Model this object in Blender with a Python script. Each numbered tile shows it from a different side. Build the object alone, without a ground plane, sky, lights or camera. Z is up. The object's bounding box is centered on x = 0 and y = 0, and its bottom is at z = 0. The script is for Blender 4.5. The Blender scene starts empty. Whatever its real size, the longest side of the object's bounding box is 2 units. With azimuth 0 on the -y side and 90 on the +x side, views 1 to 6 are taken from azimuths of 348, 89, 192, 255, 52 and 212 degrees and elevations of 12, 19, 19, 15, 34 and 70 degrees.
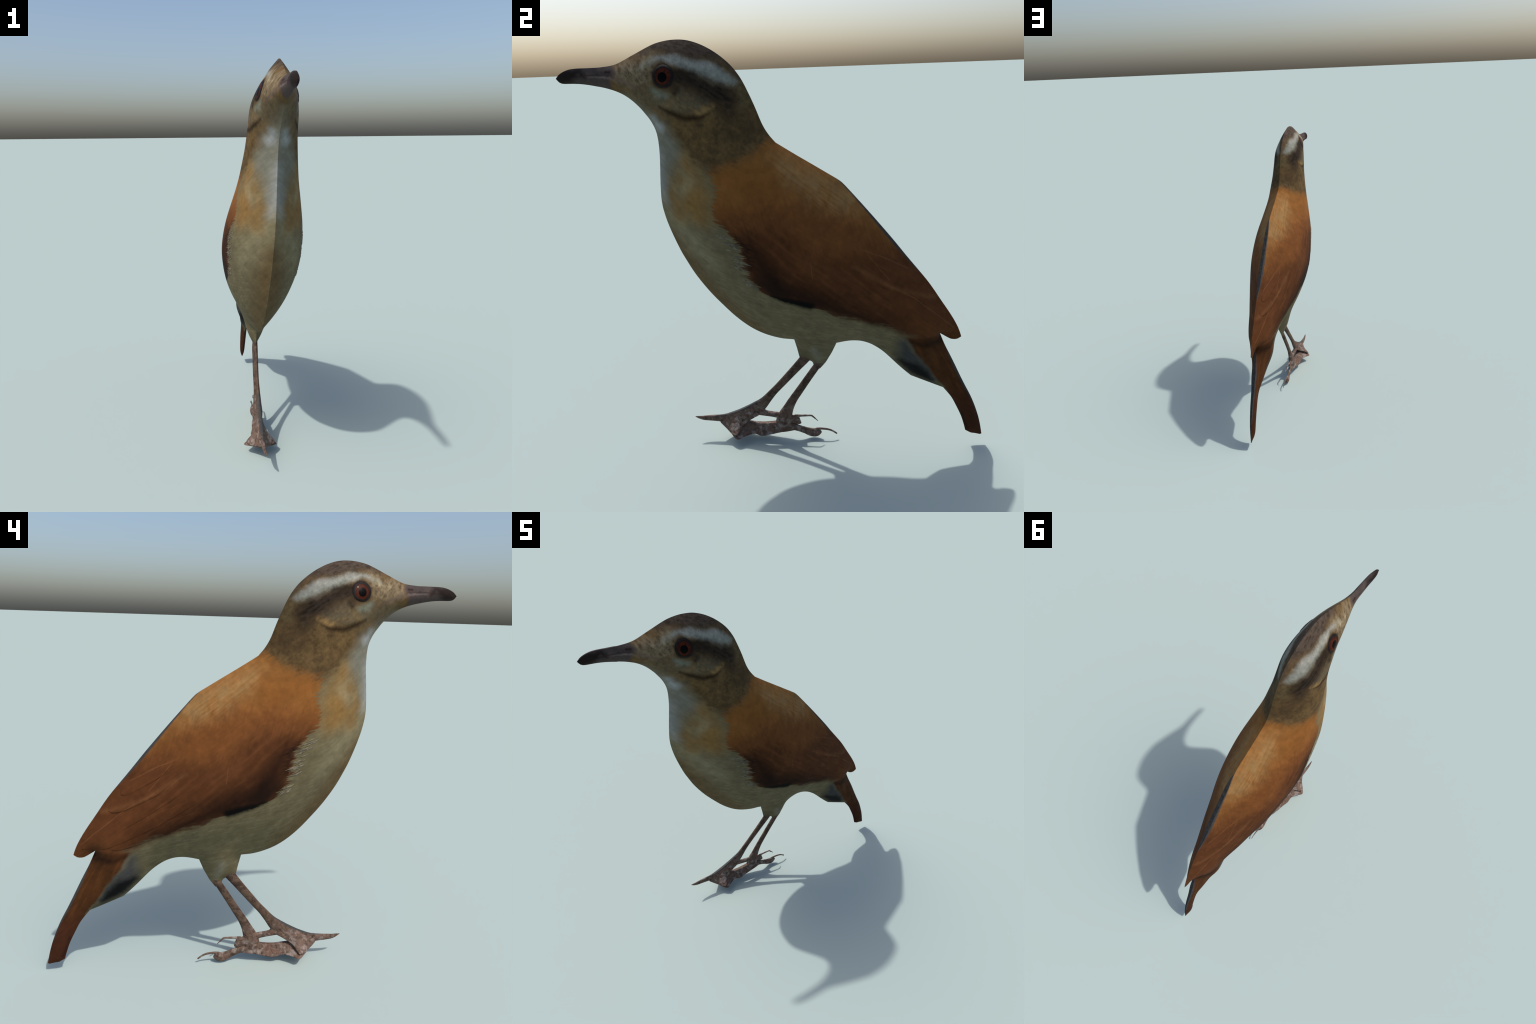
import bpy, bmesh, math, random
import numpy as np
from mathutils import Vector, Matrix
from mathutils.geometry import delaunay_2d_cdt

random.seed(7)
rng = np.random.default_rng(7)

# ------------------------------------------------------------------ frame
# The bird is mirror-symmetric about one upright, slightly leaning plane.
# Everything is modelled in that plane's own frame: X across the bird
# (+X = its left side, the side away from the sun), Y towards the tail, Z up.
X_AX = Vector((0.99308, -0.11076, -0.03944)).normalized()
Y_AX = Vector((0, 0, 1)).cross(X_AX).normalized()
Z_AX = X_AX.cross(Y_AX)
ORIGIN = Vector((-0.0425, 0.0, 0.0))
FRAME = Matrix.Translation(ORIGIN) @ Matrix((X_AX, Y_AX, Z_AX)).transposed().to_4x4()

# ------------------------------------------------------------------ profile
# Side profile of head, trunk, wing point and tail: runs of control points (Y, Z);
# a run ends where the outline has a corner.
CROWN = [(-0.976, 1.864), (-0.956, 1.882), (-0.924, 1.896), (-0.888, 1.902), (-0.820, 1.9025), (-0.768, 1.904),
         (-0.704, 1.9135), (-0.626, 1.947), (-0.546, 1.982), (-0.500, 1.995), (-0.450, 2.001), (-0.396, 1.998),
         (-0.345, 1.983), (-0.300, 1.961), (-0.258, 1.933), (-0.221, 1.901), (-0.194, 1.870), (-0.168, 1.830),
         (-0.144, 1.780), (-0.119, 1.722), (-0.091, 1.650), (-0.066, 1.606), (-0.036, 1.569)]
BACK = [(-0.036, 1.569), (0.041, 1.520), (0.144, 1.457), (0.238, 1.398), (0.268, 1.371)]
WING_BACK = [(0.268, 1.371), (0.378, 1.246), (0.483, 1.122), (0.556, 1.031), (0.655, 0.911), (0.724, 0.811),
             (0.776, 0.734), (0.808, 0.679), (0.825, 0.641), (0.833, 0.617)]
WING_POINT = [(0.833, 0.617), (0.817, 0.605), (0.798, 0.602), (0.778, 0.607), (0.731, 0.635)]
TAIL_TOP = [(0.731, 0.635), (0.762, 0.565), (0.803, 0.485), (0.864, 0.361), (0.914, 0.265), (0.947, 0.183),
            (0.967, 0.118), (0.983, 0.049)]
TAIL_END = [(0.983, 0.049), (0.978, 0.044), (0.946, 0.050), (0.930, 0.051), (0.900, 0.068)]
TAIL_UNDER = [(0.900, 0.068), (0.888, 0.108), (0.871, 0.156), (0.842, 0.217), (0.812, 0.272), (0.769, 0.326)]
VENT_END = [(0.769, 0.326), (0.687, 0.360), (0.606, 0.394)]
VENT = [(0.606, 0.394), (0.580, 0.417), (0.539, 0.456), (0.477, 0.519), (0.438, 0.551), (0.399, 0.574), (0.359, 0.587),
        (0.321, 0.590), (0.283, 0.586), (0.235, 0.575)]
REAR_THIGH = [(0.235, 0.575), (0.213, 0.522), (0.182, 0.463), (0.150, 0.422), (0.121, 0.447)]
CROTCH = [(0.121, 0.447), (0.117, 0.465), (0.103, 0.472)]
FRONT_THIGH = [(0.103, 0.472), (0.078, 0.462), (0.051, 0.490), (0.040, 0.540), (0.026, 0.593)]
BELLY = [(0.026, 0.593), (-0.042, 0.600), (-0.120, 0.624), (-0.188, 0.661), (-0.255, 0.716), (-0.318, 0.783),
         (-0.380, 0.857), (-0.438, 0.942), (-0.478, 1.017), (-0.506, 1.078), (-0.540, 1.172), (-0.560, 1.245),
         (-0.569, 1.312), (-0.566, 1.394), (-0.556, 1.515), (-0.555, 1.588), (-0.562, 1.636), (-0.580, 1.677),
         (-0.600, 1.706), (-0.622, 1.734), (-0.657, 1.768), (-0.698, 1.795), (-0.747, 1.814), (-0.800, 1.827),
         (-0.856, 1.837), (-0.900, 1.8405), (-0.946, 1.842), (-0.964, 1.849), (-0.976, 1.864)]
RUNS = [CROWN, BACK, WING_BACK, WING_POINT, TAIL_TOP, TAIL_END, TAIL_UNDER, VENT_END, VENT, REAR_THIGH, CROTCH,
        FRONT_THIGH, BELLY]
STRAIGHT = (TAIL_END, VENT_END, REAR_THIGH, CROTCH, FRONT_THIGH)


def smooth_run(pts, step):
    """Catmull-Rom through the control points of one run, resampled evenly."""
    p = np.array(pts, float)
    if any(pts is s for s in STRAIGHT):
        dense = np.vstack([p[i] + (p[i + 1] - p[i]) * np.linspace(0, 1, 20)[:-1, None] for i in range(len(p) - 1)] + [p[-1:]])
    else:
        q = np.vstack([2 * p[0] - p[1], p, 2 * p[-1] - p[-2]])
        t = np.linspace(0, 1, 20, endpoint=False)[:, None]
        dense = [0.5 * (2 * q[i + 1] + (q[i + 2] - q[i]) * t + (2 * q[i] - 5 * q[i + 1] + 4 * q[i + 2] - q[i + 3]) * t ** 2
                        + (3 * q[i + 1] - q[i] - 3 * q[i + 2] + q[i + 3]) * t ** 3) for i in range(len(p) - 1)]
        dense = np.vstack(dense + [p[-1:]])
    d = np.r_[0, np.cumsum(np.linalg.norm(np.diff(dense, axis=0), axis=1))]
    n = max(2, int(round(d[-1] / step)))
    s = np.linspace(0, d[-1], n + 1)
    return np.stack([np.interp(s, d, dense[:, 0]), np.interp(s, d, dense[:, 1])], 1)[:-1]


H = 0.0105
outline = np.vstack([smooth_run(r, H) for r in RUNS])


def seg_dist(p, a, b):
    """Distance of points p (n,2) to every segment a-b; the smallest."""
    best = np.full(len(p), 9.0)
    for i in range(len(a)):
        e = b[i] - a[i]
        h = np.clip(((p - a[i]) @ e) / max(e @ e, 1e-12), 0, 1)
        best = np.minimum(best, np.hypot(*(p - a[i] - h[:, None] * e).T))
    return best


def inside(p, poly):
    x, y = p[:, 0], p[:, 1]
    odd = np.zeros(len(p), bool)
    for (x0, y0), (x1, y1) in zip(poly, np.roll(poly, -1, 0)):
        c = (y0 > y) != (y1 > y)
        odd ^= c & (x < (x1 - x0) * (y - y0) / ((y1 - y0) or 1e-12) + x0)
    return odd


# triangular lattice inside the profile
lo, hi = outline.min(0), outline.max(0)
rows = np.arange(lo[1], hi[1], H * 0.866)
lattice = np.vstack([np.stack([np.arange(lo[0], hi[0], H) + (H / 2 if k % 2 else 0), np.full(len(np.arange(lo[0], hi[0], H)), z)], 1)
                     for k, z in enumerate(rows)])
lattice = lattice[inside(lattice, outline)]
lattice = lattice[seg_dist(lattice, outline, np.roll(outline, -1, 0)) > 0.55 * H]
pts2 = np.vstack([outline, lattice])
nb = len(outline)
res = delaunay_2d_cdt([Vector(p) for p in pts2.tolist()], [(i, (i + 1) % nb) for i in range(nb)], [], 1, 1e-6)
V2 = np.array([tuple(v) for v in res[0]])
T2 = np.array([f for f in res[2]], int)
c2 = V2[T2].mean(1)
T2 = T2[inside(c2, outline)]
a_, b_, c_ = V2[T2[:, 0]], V2[T2[:, 1]], V2[T2[:, 2]]
area2 = (b_[:, 0] - a_[:, 0]) * (c_[:, 1] - a_[:, 1]) - (b_[:, 1] - a_[:, 1]) * (c_[:, 0] - a_[:, 0])
T2[area2 < 0] = T2[area2 < 0][:, ::-1]
T2 = T2[np.abs(area2) > 1e-9]
edges = np.sort(np.vstack([T2[:, [0, 1]], T2[:, [1, 2]], T2[:, [2, 0]]]), 1)
uniq, count = np.unique(edges, axis=0, return_counts=True)
rim_edges = uniq[count == 1]
rim = np.zeros(len(V2), bool)
rim[rim_edges.ravel()] = True
N2 = len(V2)

# ------------------------------------------------------------------ inflation
# A membrane fixed at the outline and blown up (Poisson equation, cotangent weights),
# scaled by a fullness that varies over the body.
P0, P1, P2 = V2[T2[:, 0]], V2[T2[:, 1]], V2[T2[:, 2]]


def cot(u, v):
    return (u * v).sum(1) / np.maximum(np.abs(u[:, 0] * v[:, 1] - u[:, 1] * v[:, 0]), 1e-12)


wi = np.concatenate([cot(P1 - P0, P2 - P0), cot(P2 - P1, P0 - P1), cot(P0 - P2, P1 - P2)]) / 2
ei = np.concatenate([T2[:, 1], T2[:, 2], T2[:, 0]])
ej = np.concatenate([T2[:, 2], T2[:, 0], T2[:, 1]])
tri_area = np.abs((P1 - P0)[:, 0] * (P2 - P0)[:, 1] - (P1 - P0)[:, 1] * (P2 - P0)[:, 0]) / 2
mass = np.bincount(T2.ravel(), np.repeat(tri_area / 3, 3), N2)
diag = np.bincount(ei, wi, N2) + np.bincount(ej, wi, N2)


def stiff(u):
    return diag * u - np.bincount(ei, wi * u[ej], N2) - np.bincount(ej, wi * u[ei], N2)


def solve(rhs, fixed, steps=900):
    """Conjugate gradients with u = 0 on the fixed vertices."""
    free = (~fixed).astype(float)
    u = np.zeros(N2)
    r = rhs * free
    z = r / diag
    p = z.copy()
    rz = r @ z
    for _ in range(steps):
        q = stiff(p) * free
        al = rz / (p @ q)
        u += al * p
        r -= al * q
        if np.abs(r).max() < 1e-9:
            break
        z = r / diag
        rz, old = r @ z, rz
        p = z + rz / old * p
    return u


membrane = np.maximum(solve(mass.copy(), rim), 0)

# half-thickness wanted at places on the body's middle line: (Y, Z, half thickness)
FULLNESS = [(-0.95, 1.866, 0.007), (-0.89, 1.871, 0.011), (-0.82, 1.868, 0.016), (-0.75, 1.866, 0.025), (-0.68, 1.862, 0.040), (-0.60, 1.862, 0.058),
            (-0.49, 1.86, 0.080), (-0.38, 1.84, 0.098), (-0.34, 1.695, 0.114), (-0.25, 1.85, 0.060), (-0.20, 1.75, 0.056), (-0.15, 1.65, 0.054), (-0.28, 1.60, 0.120),
            (-0.49, 1.76, 0.090), (-0.50, 1.65, 0.062), (-0.50, 1.50, 0.052), (-0.45, 1.50, 0.090), (-0.32, 1.45, 0.138), (-0.10, 1.50, 0.093), (0.05, 1.42, 0.075),
            (0.15, 1.35, 0.076), (0.20, 1.25, 0.117), (0.05, 1.25, 0.170), (0.25, 1.05, 0.168), (0.40, 1.05, 0.095), (0.45, 0.90, 0.115),
            (-0.28, 1.30, 0.165), (-0.15, 1.35, 0.168), (-0.16, 1.15, 0.197), (-0.05, 1.20, 0.203), (-0.04, 1.02, 0.212),
            (0.02, 0.95, 0.200), (0.11, 0.87, 0.182), (0.0, 0.72, 0.097), (0.10, 0.70, 0.104), (0.10, 0.65, 0.070), (0.20, 0.62, 0.049), (0.31, 0.63, 0.036), (0.30, 0.70, 0.108),
            (-0.10, 0.72, 0.080), (0.30, 0.85, 0.164), (0.45, 0.72, 0.116), (0.55, 0.80, 0.089), (0.57, 0.66, 0.083), (0.68, 0.74, 0.055), (0.77, 0.66, 0.018),
            (0.45, 0.60, 0.046), (0.60, 0.50, 0.066), (0.72, 0.50, 0.036), (0.80, 0.40, 0.026), (0.86, 0.25, 0.018), (0.93, 0.10, 0.014),
            (0.15, 0.50, 0.032), (0.11, 0.57, 0.054), (-0.40, 1.17, 0.121)]
node = np.array(FULLNESS)
near = np.argmin(((V2[None] - node[:, None, :2]) ** 2).sum(2), 1)
gain = np.log(node[:, 2] / np.maximum(membrane[near], 1e-6))


def blend(p, where, value, power=4.0):
    w = 1.0 / (((p[:, None] - where[None]) ** 2).sum(2) + 6e-4) ** (power / 2)
    return (w * value).sum(1) / w.sum(1)


raw_gain = blend(V2, node[:, :2], gain)
fix = raw_gain.copy()
for _ in range(40):     # even out the fullness
    fix = (np.bincount(ei, fix[ej], N2) + np.bincount(ej, fix[ei], N2)) / (np.bincount(ei, None, N2) + np.bincount(ej, None, N2))
half = membrane * np.exp(fix)


# where the two halves do not meet in an edge but in a narrow flat strip
STRIPS = [((0.20, 1.42), (0.30, 1.335), 0.000, 0.010), ((0.30, 1.335), (0.56, 1.026), 0.010, 0.008), ((0.56, 1.026), (0.62, 0.95), 0.008, 0.0),
          ((0.74, 0.61), (0.80, 0.485), 0.004, 0.011), ((0.80, 0.485), (0.93, 0.23), 0.011, 0.005), ((0.93, 0.23), (0.983, 0.05), 0.005, 0.001),
          ((-0.976, 1.864), (-0.956, 1.882), 0.002, 0.004), ((-0.976, 1.864), (-0.946, 1.842), 0.002, 0.003),
          ((-0.956, 1.882), (-0.80, 1.9025), 0.004, 0.004), ((-0.946, 1.842), (-0.80, 1.827), 0.003, 0.003)]


def strip_width(p):
    w = np.zeros(len(p))
    for a, b, w0, w1 in STRIPS:
        a, b = np.array(a), np.array(b)
        e = b - a
        h = np.clip(((p - a) @ e) / (e @ e), 0, 1)
        d = np.hypot(*(p - a - h[:, None] * e).T)
        w = np.maximum(w, np.where(d < 0.012, w0 + (w1 - w0) * h, 0))
    return w


# the strip width fades from the rim into the body
gap = np.where(rim, strip_width(V2), 0.0)
gap_in = gap.copy()
deg = np.bincount(ei, None, N2) + np.bincount(ej, None, N2)
for _ in range(25):
    gap_in = np.where(rim, gap, (np.bincount(ei, gap_in[ej], N2) + np.bincount(ej, gap_in[ei], N2)) / deg)
half = half + gap_in

# ------------------------------------------------------------------ body mesh, both halves
# the head leans a little to the sunny side, the breast to the other
lean = -0.005 * np.exp(-((V2[:, 0] + 0.27) ** 2 + (V2[:, 1] - 1.79) ** 2) / 0.15 ** 2) * np.clip(half / 0.06, 0, 1)
lean += 0.004 * np.exp(-((V2[:, 0] + 0.1) ** 2 + (V2[:, 1] - 1.05) ** 2) / 0.35 ** 2) * np.clip(half / 0.06, 0, 1)
right = np.stack([lean - half, V2[:, 0], V2[:, 1]], 1)     # sunny side, -X
left = np.stack([lean + half, V2[:, 0], V2[:, 1]], 1)
open_rim = rim & (gap > 1e-4)
left_index = np.where(rim & ~open_rim, np.arange(N2), N2 + np.arange(N2))
BV = np.vstack([right, left])


def vertex_normals(verts, tris):
    n = np.cross(verts[tris[:, 1]] - verts[tris[:, 0]], verts[tris[:, 2]] - verts[tris[:, 0]])
    out = np.zeros_like(verts)
    for k in range(3):
        for c in range(3):
            out[:, c] += np.bincount(tris[:, k], n[:, c], len(verts))
    return out / np.maximum(np.linalg.norm(out, axis=1, keepdims=True), 1e-12)


TR = T2[:, ::-1] if np.cross(np.r_[0, P1[0] - P0[0]], np.r_[0, P2[0] - P0[0]])[0] > 0 else T2
NR = vertex_normals(right, TR)
NL = -vertex_normals(left, TR)
faces, normals, slate_faces = [], [], set()
for t in TR.tolist():
    faces.append(tuple(t))
    normals.append([NR[i] for i in t])
for t in TR.tolist():
    t = t[::-1]
    faces.append(tuple(int(left_index[i]) for i in t))
    normals.append([NL[i] for i in t])
edge_dir = set(map(tuple, np.vstack([TR[:, [0, 1]], TR[:, [1, 2]], TR[:, [2, 0]]]).tolist()))
for i, j in rim_edges.tolist():
    if not (open_rim[i] or open_rim[j]):
        continue
    if (i, j) not in edge_dir:
        i, j = j, i
    ring = [j, i, int(left_index[i]), int(left_index[j])]
    ring = [r for k, r in enumerate(ring) if r not in ring[:k]]
    co = BV[ring]
    fn = np.cross(co[1] - co[0], co[2] - co[0])
    fn /= max(np.linalg.norm(fn), 1e-12)
    mid = (V2[i] + V2[j]) / 2
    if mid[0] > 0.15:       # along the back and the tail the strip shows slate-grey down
        slate_faces.add(len(faces))
    faces.append(tuple(ring))
    normals.append([fn] * len(ring))
fcent = np.array([BV[list(f)].mean(0) for f in faces])

# ------------------------------------------------------------------ helpers for objects
scene_col = bpy.context.scene.collection


def add_object(name, mesh, parent=None, material=None, framed=True):
    ob = bpy.data.objects.new(name, mesh)
    scene_col.objects.link(ob)
    if parent is not None:
        ob.parent = parent
    if framed and parent is None:
        ob.matrix_world = FRAME
    if material and mesh is not None:
        mesh.materials.append(material)
    return ob


def mesh_from(name, verts, faces, loop_normals=None, smooth=True):
    me = bpy.data.meshes.new(name)
    me.from_pydata([tuple(map(float, v)) for v in verts], [], faces)
    me.polygons.foreach_set("use_smooth", [smooth] * len(faces))
    if loop_normals is not None:
        me.normals_split_custom_set([tuple(map(float, n)) for n in loop_normals])
    me.update()
    return me


def part_of_body(name, chosen):
    """One region of the smooth body as a mesh of its own; the border vertices coincide with its neighbours'."""
    used, new = {}, []
    fs, ns = [], []
    for k in np.nonzero(chosen)[0]:
        f = []
        for i in faces[k]:
            if i not in used:
                used[i] = len(new)
                new.append(BV[i])
            f.append(used[i])
        fs.append(f)
        ns += normals[k]
    me = mesh_from(name, new, fs, ns)
    me.polygons.foreach_set("material_index", [int(k in slate_faces) for k in np.nonzero(chosen)[0].tolist()])
    return me

# ------------------------------------------------------------------ legs and feet
def frames_along(path):
    p = np.array(path, float)
    d = np.gradient(p, axis=0)
    return p, d / np.maximum(np.linalg.norm(d, axis=1, keepdims=True), 1e-9)


def spline3(ctrl, per=7):
    """Catmull-Rom through control rows (any number of columns)."""
    p = np.array(ctrl, float)
    q = np.vstack([2 * p[0] - p[1], p, 2 * p[-1] - p[-2]])
    t = np.linspace(0, 1, per, endpoint=False)[:, None]
    out = [0.5 * (2 * q[i + 1] + (q[i + 2] - q[i]) * t + (2 * q[i] - 5 * q[i + 1] + 4 * q[i + 2] - q[i + 3]) * t ** 2
                  + (3 * q[i + 1] - q[i] - 3 * q[i + 2] + q[i + 3]) * t ** 3) for i in range(len(p) - 1)]
    return np.vstack(out + [p[-1:]])


def limb(name, ctrl, sides=20, per=7, square=2.0):
    """A tapered limb lying in the bird's plane: rows of (X, Y, Z, half height in the plane, half width across)."""
    c = spline3(ctrl, per)
    path, d = frames_along(c[:, :3])
    verts, faces = [], []
    for k in range(len(path)):
        t = d[k]
        up = np.array([0, -t[2], t[1]])
        up /= np.linalg.norm(up)
        h, w = max(c[k, 3], 5e-4), max(c[k, 4], 5e-4)
        for s in range(sides):
            a = 2 * math.pi * s / sides
            ca, sa = math.cos(a), math.sin(a)
            ca, sa = math.copysign(abs(ca) ** (2 / square), ca), math.copysign(abs(sa) ** (2 / square), sa)
            verts.append(path[k] + up * h * ca + np.array([1, 0, 0]) * w * sa)
    n = len(path)
    for k in range(n - 1):
        for s in range(sides):
            r = (s + 1) % sides
            faces.append((k * sides + s, k * sides + r, (k + 1) * sides + r, (k + 1) * sides + s))
    faces.append(tuple(range(sides))[::-1])
    faces.append(tuple((n - 1) * sides + s for s in range(sides)))
    me = mesh_from(name, verts, faces)
    me.validate()
    return me


def spread_foot(name, ctrl, per=6):
    """A foot splayed to both sides like a tent: rows of
    (X of the ridge, Y, Z of the ridge, half width of the ridge, half width of the sole, Z of its rims, Z of its middle, sag of the flank)."""
    c = spline3(ctrl, per)
    verts, faces, m = [], [], 0
    for x0, y, zt, wt, wb, zr, zm, sag in c:
        ring = []
        for k in range(7):      # ridge to the right rim
            s = k / 6
            ring.append((wt + (wb - wt) * s, zt + (zr - zt) * (s + sag * 4 * s * (1 - s))))
        half_ring = ring + [(wb * 0.93, zr - 0.003), (wb * 0.5, zr * 0.5 + zm * 0.5 - 0.002)]
        loop = [(x0 + w, y, z) for w, z in half_ring] + [(x0, y, zm)] + [(x0 - w, y, z) for w, z in half_ring[::-1]]
        m = len(loop)
        verts += loop
    n = len(c)
    for k in range(n - 1):
        for s in range(m):
            r = (s + 1) % m
            faces.append((k * m + s, (k + 1) * m + s, (k + 1) * m + r, k * m + r))
    faces.append(tuple(range(m)))
    faces.append(tuple((n - 1) * m + s for s in range(m))[::-1])
    return mesh_from(name, verts, faces)


FOOT_X = 0.004
REAR_SHANK = [(0.0, 0.175, 0.510, 0.010, 0.006), (0.0, 0.152, 0.465, 0.017, 0.009), (0.0, 0.134, 0.436, 0.0180, 0.0125), (0.0, 0.088, 0.361, 0.0190, 0.0118), (0.0, 0.046, 0.291, 0.0205, 0.0110),
              (0.002, 0.013, 0.237, 0.0225, 0.0110), (FOOT_X, -0.010, 0.190, 0.0270, 0.014), (FOOT_X, -0.028, 0.145, 0.0360, 0.018), (FOOT_X, -0.040, 0.100, 0.041, 0.021),
              (FOOT_X, -0.050, 0.068, 0.030, 0.020)]
FRONT_SHANK = [(0.0, 0.110, 0.560, 0.014, 0.006), (0.0, 0.095, 0.515, 0.024, 0.009), (0.0, 0.079, 0.486, 0.0255, 0.0125), (0.0, 0.030, 0.425, 0.0225, 0.0118), (0.0, -0.045, 0.333, 0.0200, 0.0110),
               (0.002, -0.090, 0.281, 0.0205, 0.0110), (FOOT_X, -0.126, 0.236, 0.0250, 0.013), (FOOT_X, -0.155, 0.203, 0.0320, 0.016), (FOOT_X, -0.185, 0.178, 0.032, 0.018),
               (FOOT_X, -0.220, 0.155, 0.020, 0.012), (FOOT_X, -0.245, 0.140, 0.008, 0.006)]
REAR_HIND_TOE = [(FOOT_X, -0.055, 0.085, 0.030, 0.020), (FOOT_X, -0.010, 0.072, 0.021, 0.015), (FOOT_X, 0.035, 0.060, 0.0200, 0.010), (0.002, 0.075, 0.044, 0.0210, 0.009),
                 (0.0, 0.105, 0.032, 0.0260, 0.012), (0.0, 0.128, 0.030, 0.0260, 0.014), (0.0, 0.146, 0.038, 0.0190, 0.010), (0.0, 0.152, 0.045, 0.010, 0.006)]
REAR_HIND_CLAW = [(0.0, 0.130, 0.0510, 0.008, 0.006), (0.0, 0.150, 0.0550, 0.0070, 0.005), (0.0, 0.190, 0.0525, 0.0065, 0.004), (0.0, 0.217, 0.0430, 0.0060, 0.003),
                  (0.0, 0.243, 0.0245, 0.0050, 0.0025)]
FRONT_HIND_TOE = [(FOOT_X, -0.165, 0.160, 0.022, 0.016), (FOOT_X, -0.125, 0.149, 0.016, 0.013), (FOOT_X, -0.080, 0.142, 0.017, 0.012), (FOOT_X, -0.030, 0.128, 0.022, 0.012),
                  (0.0, 0.010, 0.113, 0.026, 0.009), (0.0, 0.036, 0.107, 0.028, 0.007), (0.0, 0.048, 0.110, 0.022, 0.006)]
FRONT_HIND_CLAW = [(0.0, 0.020, 0.1330, 0.009, 0.006), (0.0, 0.055, 0.1355, 0.0070, 0.005), (0.0, 0.102, 0.1375, 0.0055, 0.004), (0.0, 0.113, 0.1330, 0.0055, 0.003),
                   (0.0, 0.142, 0.1035, 0.0025, 0.0022)]
FRONT_TOE = [(FOOT_X, -0.300, 0.118, 0.014, 0.005), (FOOT_X, -0.350, 0.112, 0.024, 0.008), (FOOT_X, -0.390, 0.112, 0.0205, 0.010), (FOOT_X, -0.430, 0.112, 0.0175, 0.009),
             (0.006, -0.468, 0.112, 0.0135, 0.007), (0.008, -0.493, 0.117, 0.0085, 0.005), (0.009, -0.514, 0.1235, 0.0025, 0.002)]
# tent-like feet
FRONT_SOLE = [(FOOT_X, -0.135, 0.225, 0.003, 0.006, 0.175, 0.175, 0.0), (FOOT_X, -0.165, 0.231, 0.006, 0.015, 0.150, 0.150, 0.0), (FOOT_X, -0.195, 0.214, 0.007, 0.019, 0.132, 0.132, 0.0),
              (FOOT_X, -0.220, 0.198, 0.008, 0.022, 0.116, 0.116, 0.0), (FOOT_X, -0.250, 0.181, 0.008, 0.036, 0.096, 0.100, 0.05),
              (FOOT_X, -0.280, 0.165, 0.008, 0.078, 0.064, 0.080, 0.10), (FOOT_X, -0.310, 0.152, 0.007, 0.066, 0.062, 0.070, 0.10),
              (FOOT_X, -0.345, 0.139, 0.006, 0.030, 0.070, 0.070, 0.04), (FOOT_X, -0.378, 0.133, 0.005, 0.009, 0.090, 0.090, 0.0)]
REAR_SOLE = [(FOOT_X, 0.015, 0.070, 0.004, 0.008, 0.050, 0.052, 0.0), (FOOT_X, -0.020, 0.086, 0.012, 0.018, 0.048, 0.050, 0.0), (FOOT_X, -0.060, 0.098, 0.012, 0.026, 0.047, 0.050, 0.05), (FOOT_X, -0.110, 0.093, 0.010, 0.031, 0.036, 0.042, 0.10),
             (FOOT_X, -0.154, 0.090, 0.009, 0.041, 0.034, 0.042, 0.14), (FOOT_X, -0.195, 0.092, 0.010, 0.040, 0.045, 0.050, 0.12),
             (FOOT_X, -0.235, 0.094, 0.012, 0.062, 0.047, 0.056, 0.10), (FOOT_X, -0.280, 0.094, 0.013, 0.090, 0.045, 0.056, 0.06),
             (FOOT_X, -0.318, 0.092, 0.010, 0.052, 0.057, 0.062, 0.05), (FOOT_X, -0.355, 0.090, 0.006, 0.010, 0.070, 0.070, 0.0)]

# ------------------------------------------------------------------ materials
SUNLIT = 0.64     # the colours below are written as they look in full sun; this takes them back to their own albedo


def lin(rgb):
    return tuple(SUNLIT * ((c / 255 / 12.92) if c / 255 <= 0.04045 else ((c / 255 + 0.055) / 1.055) ** 2.4) for c in rgb) + (1.0,)


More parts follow.
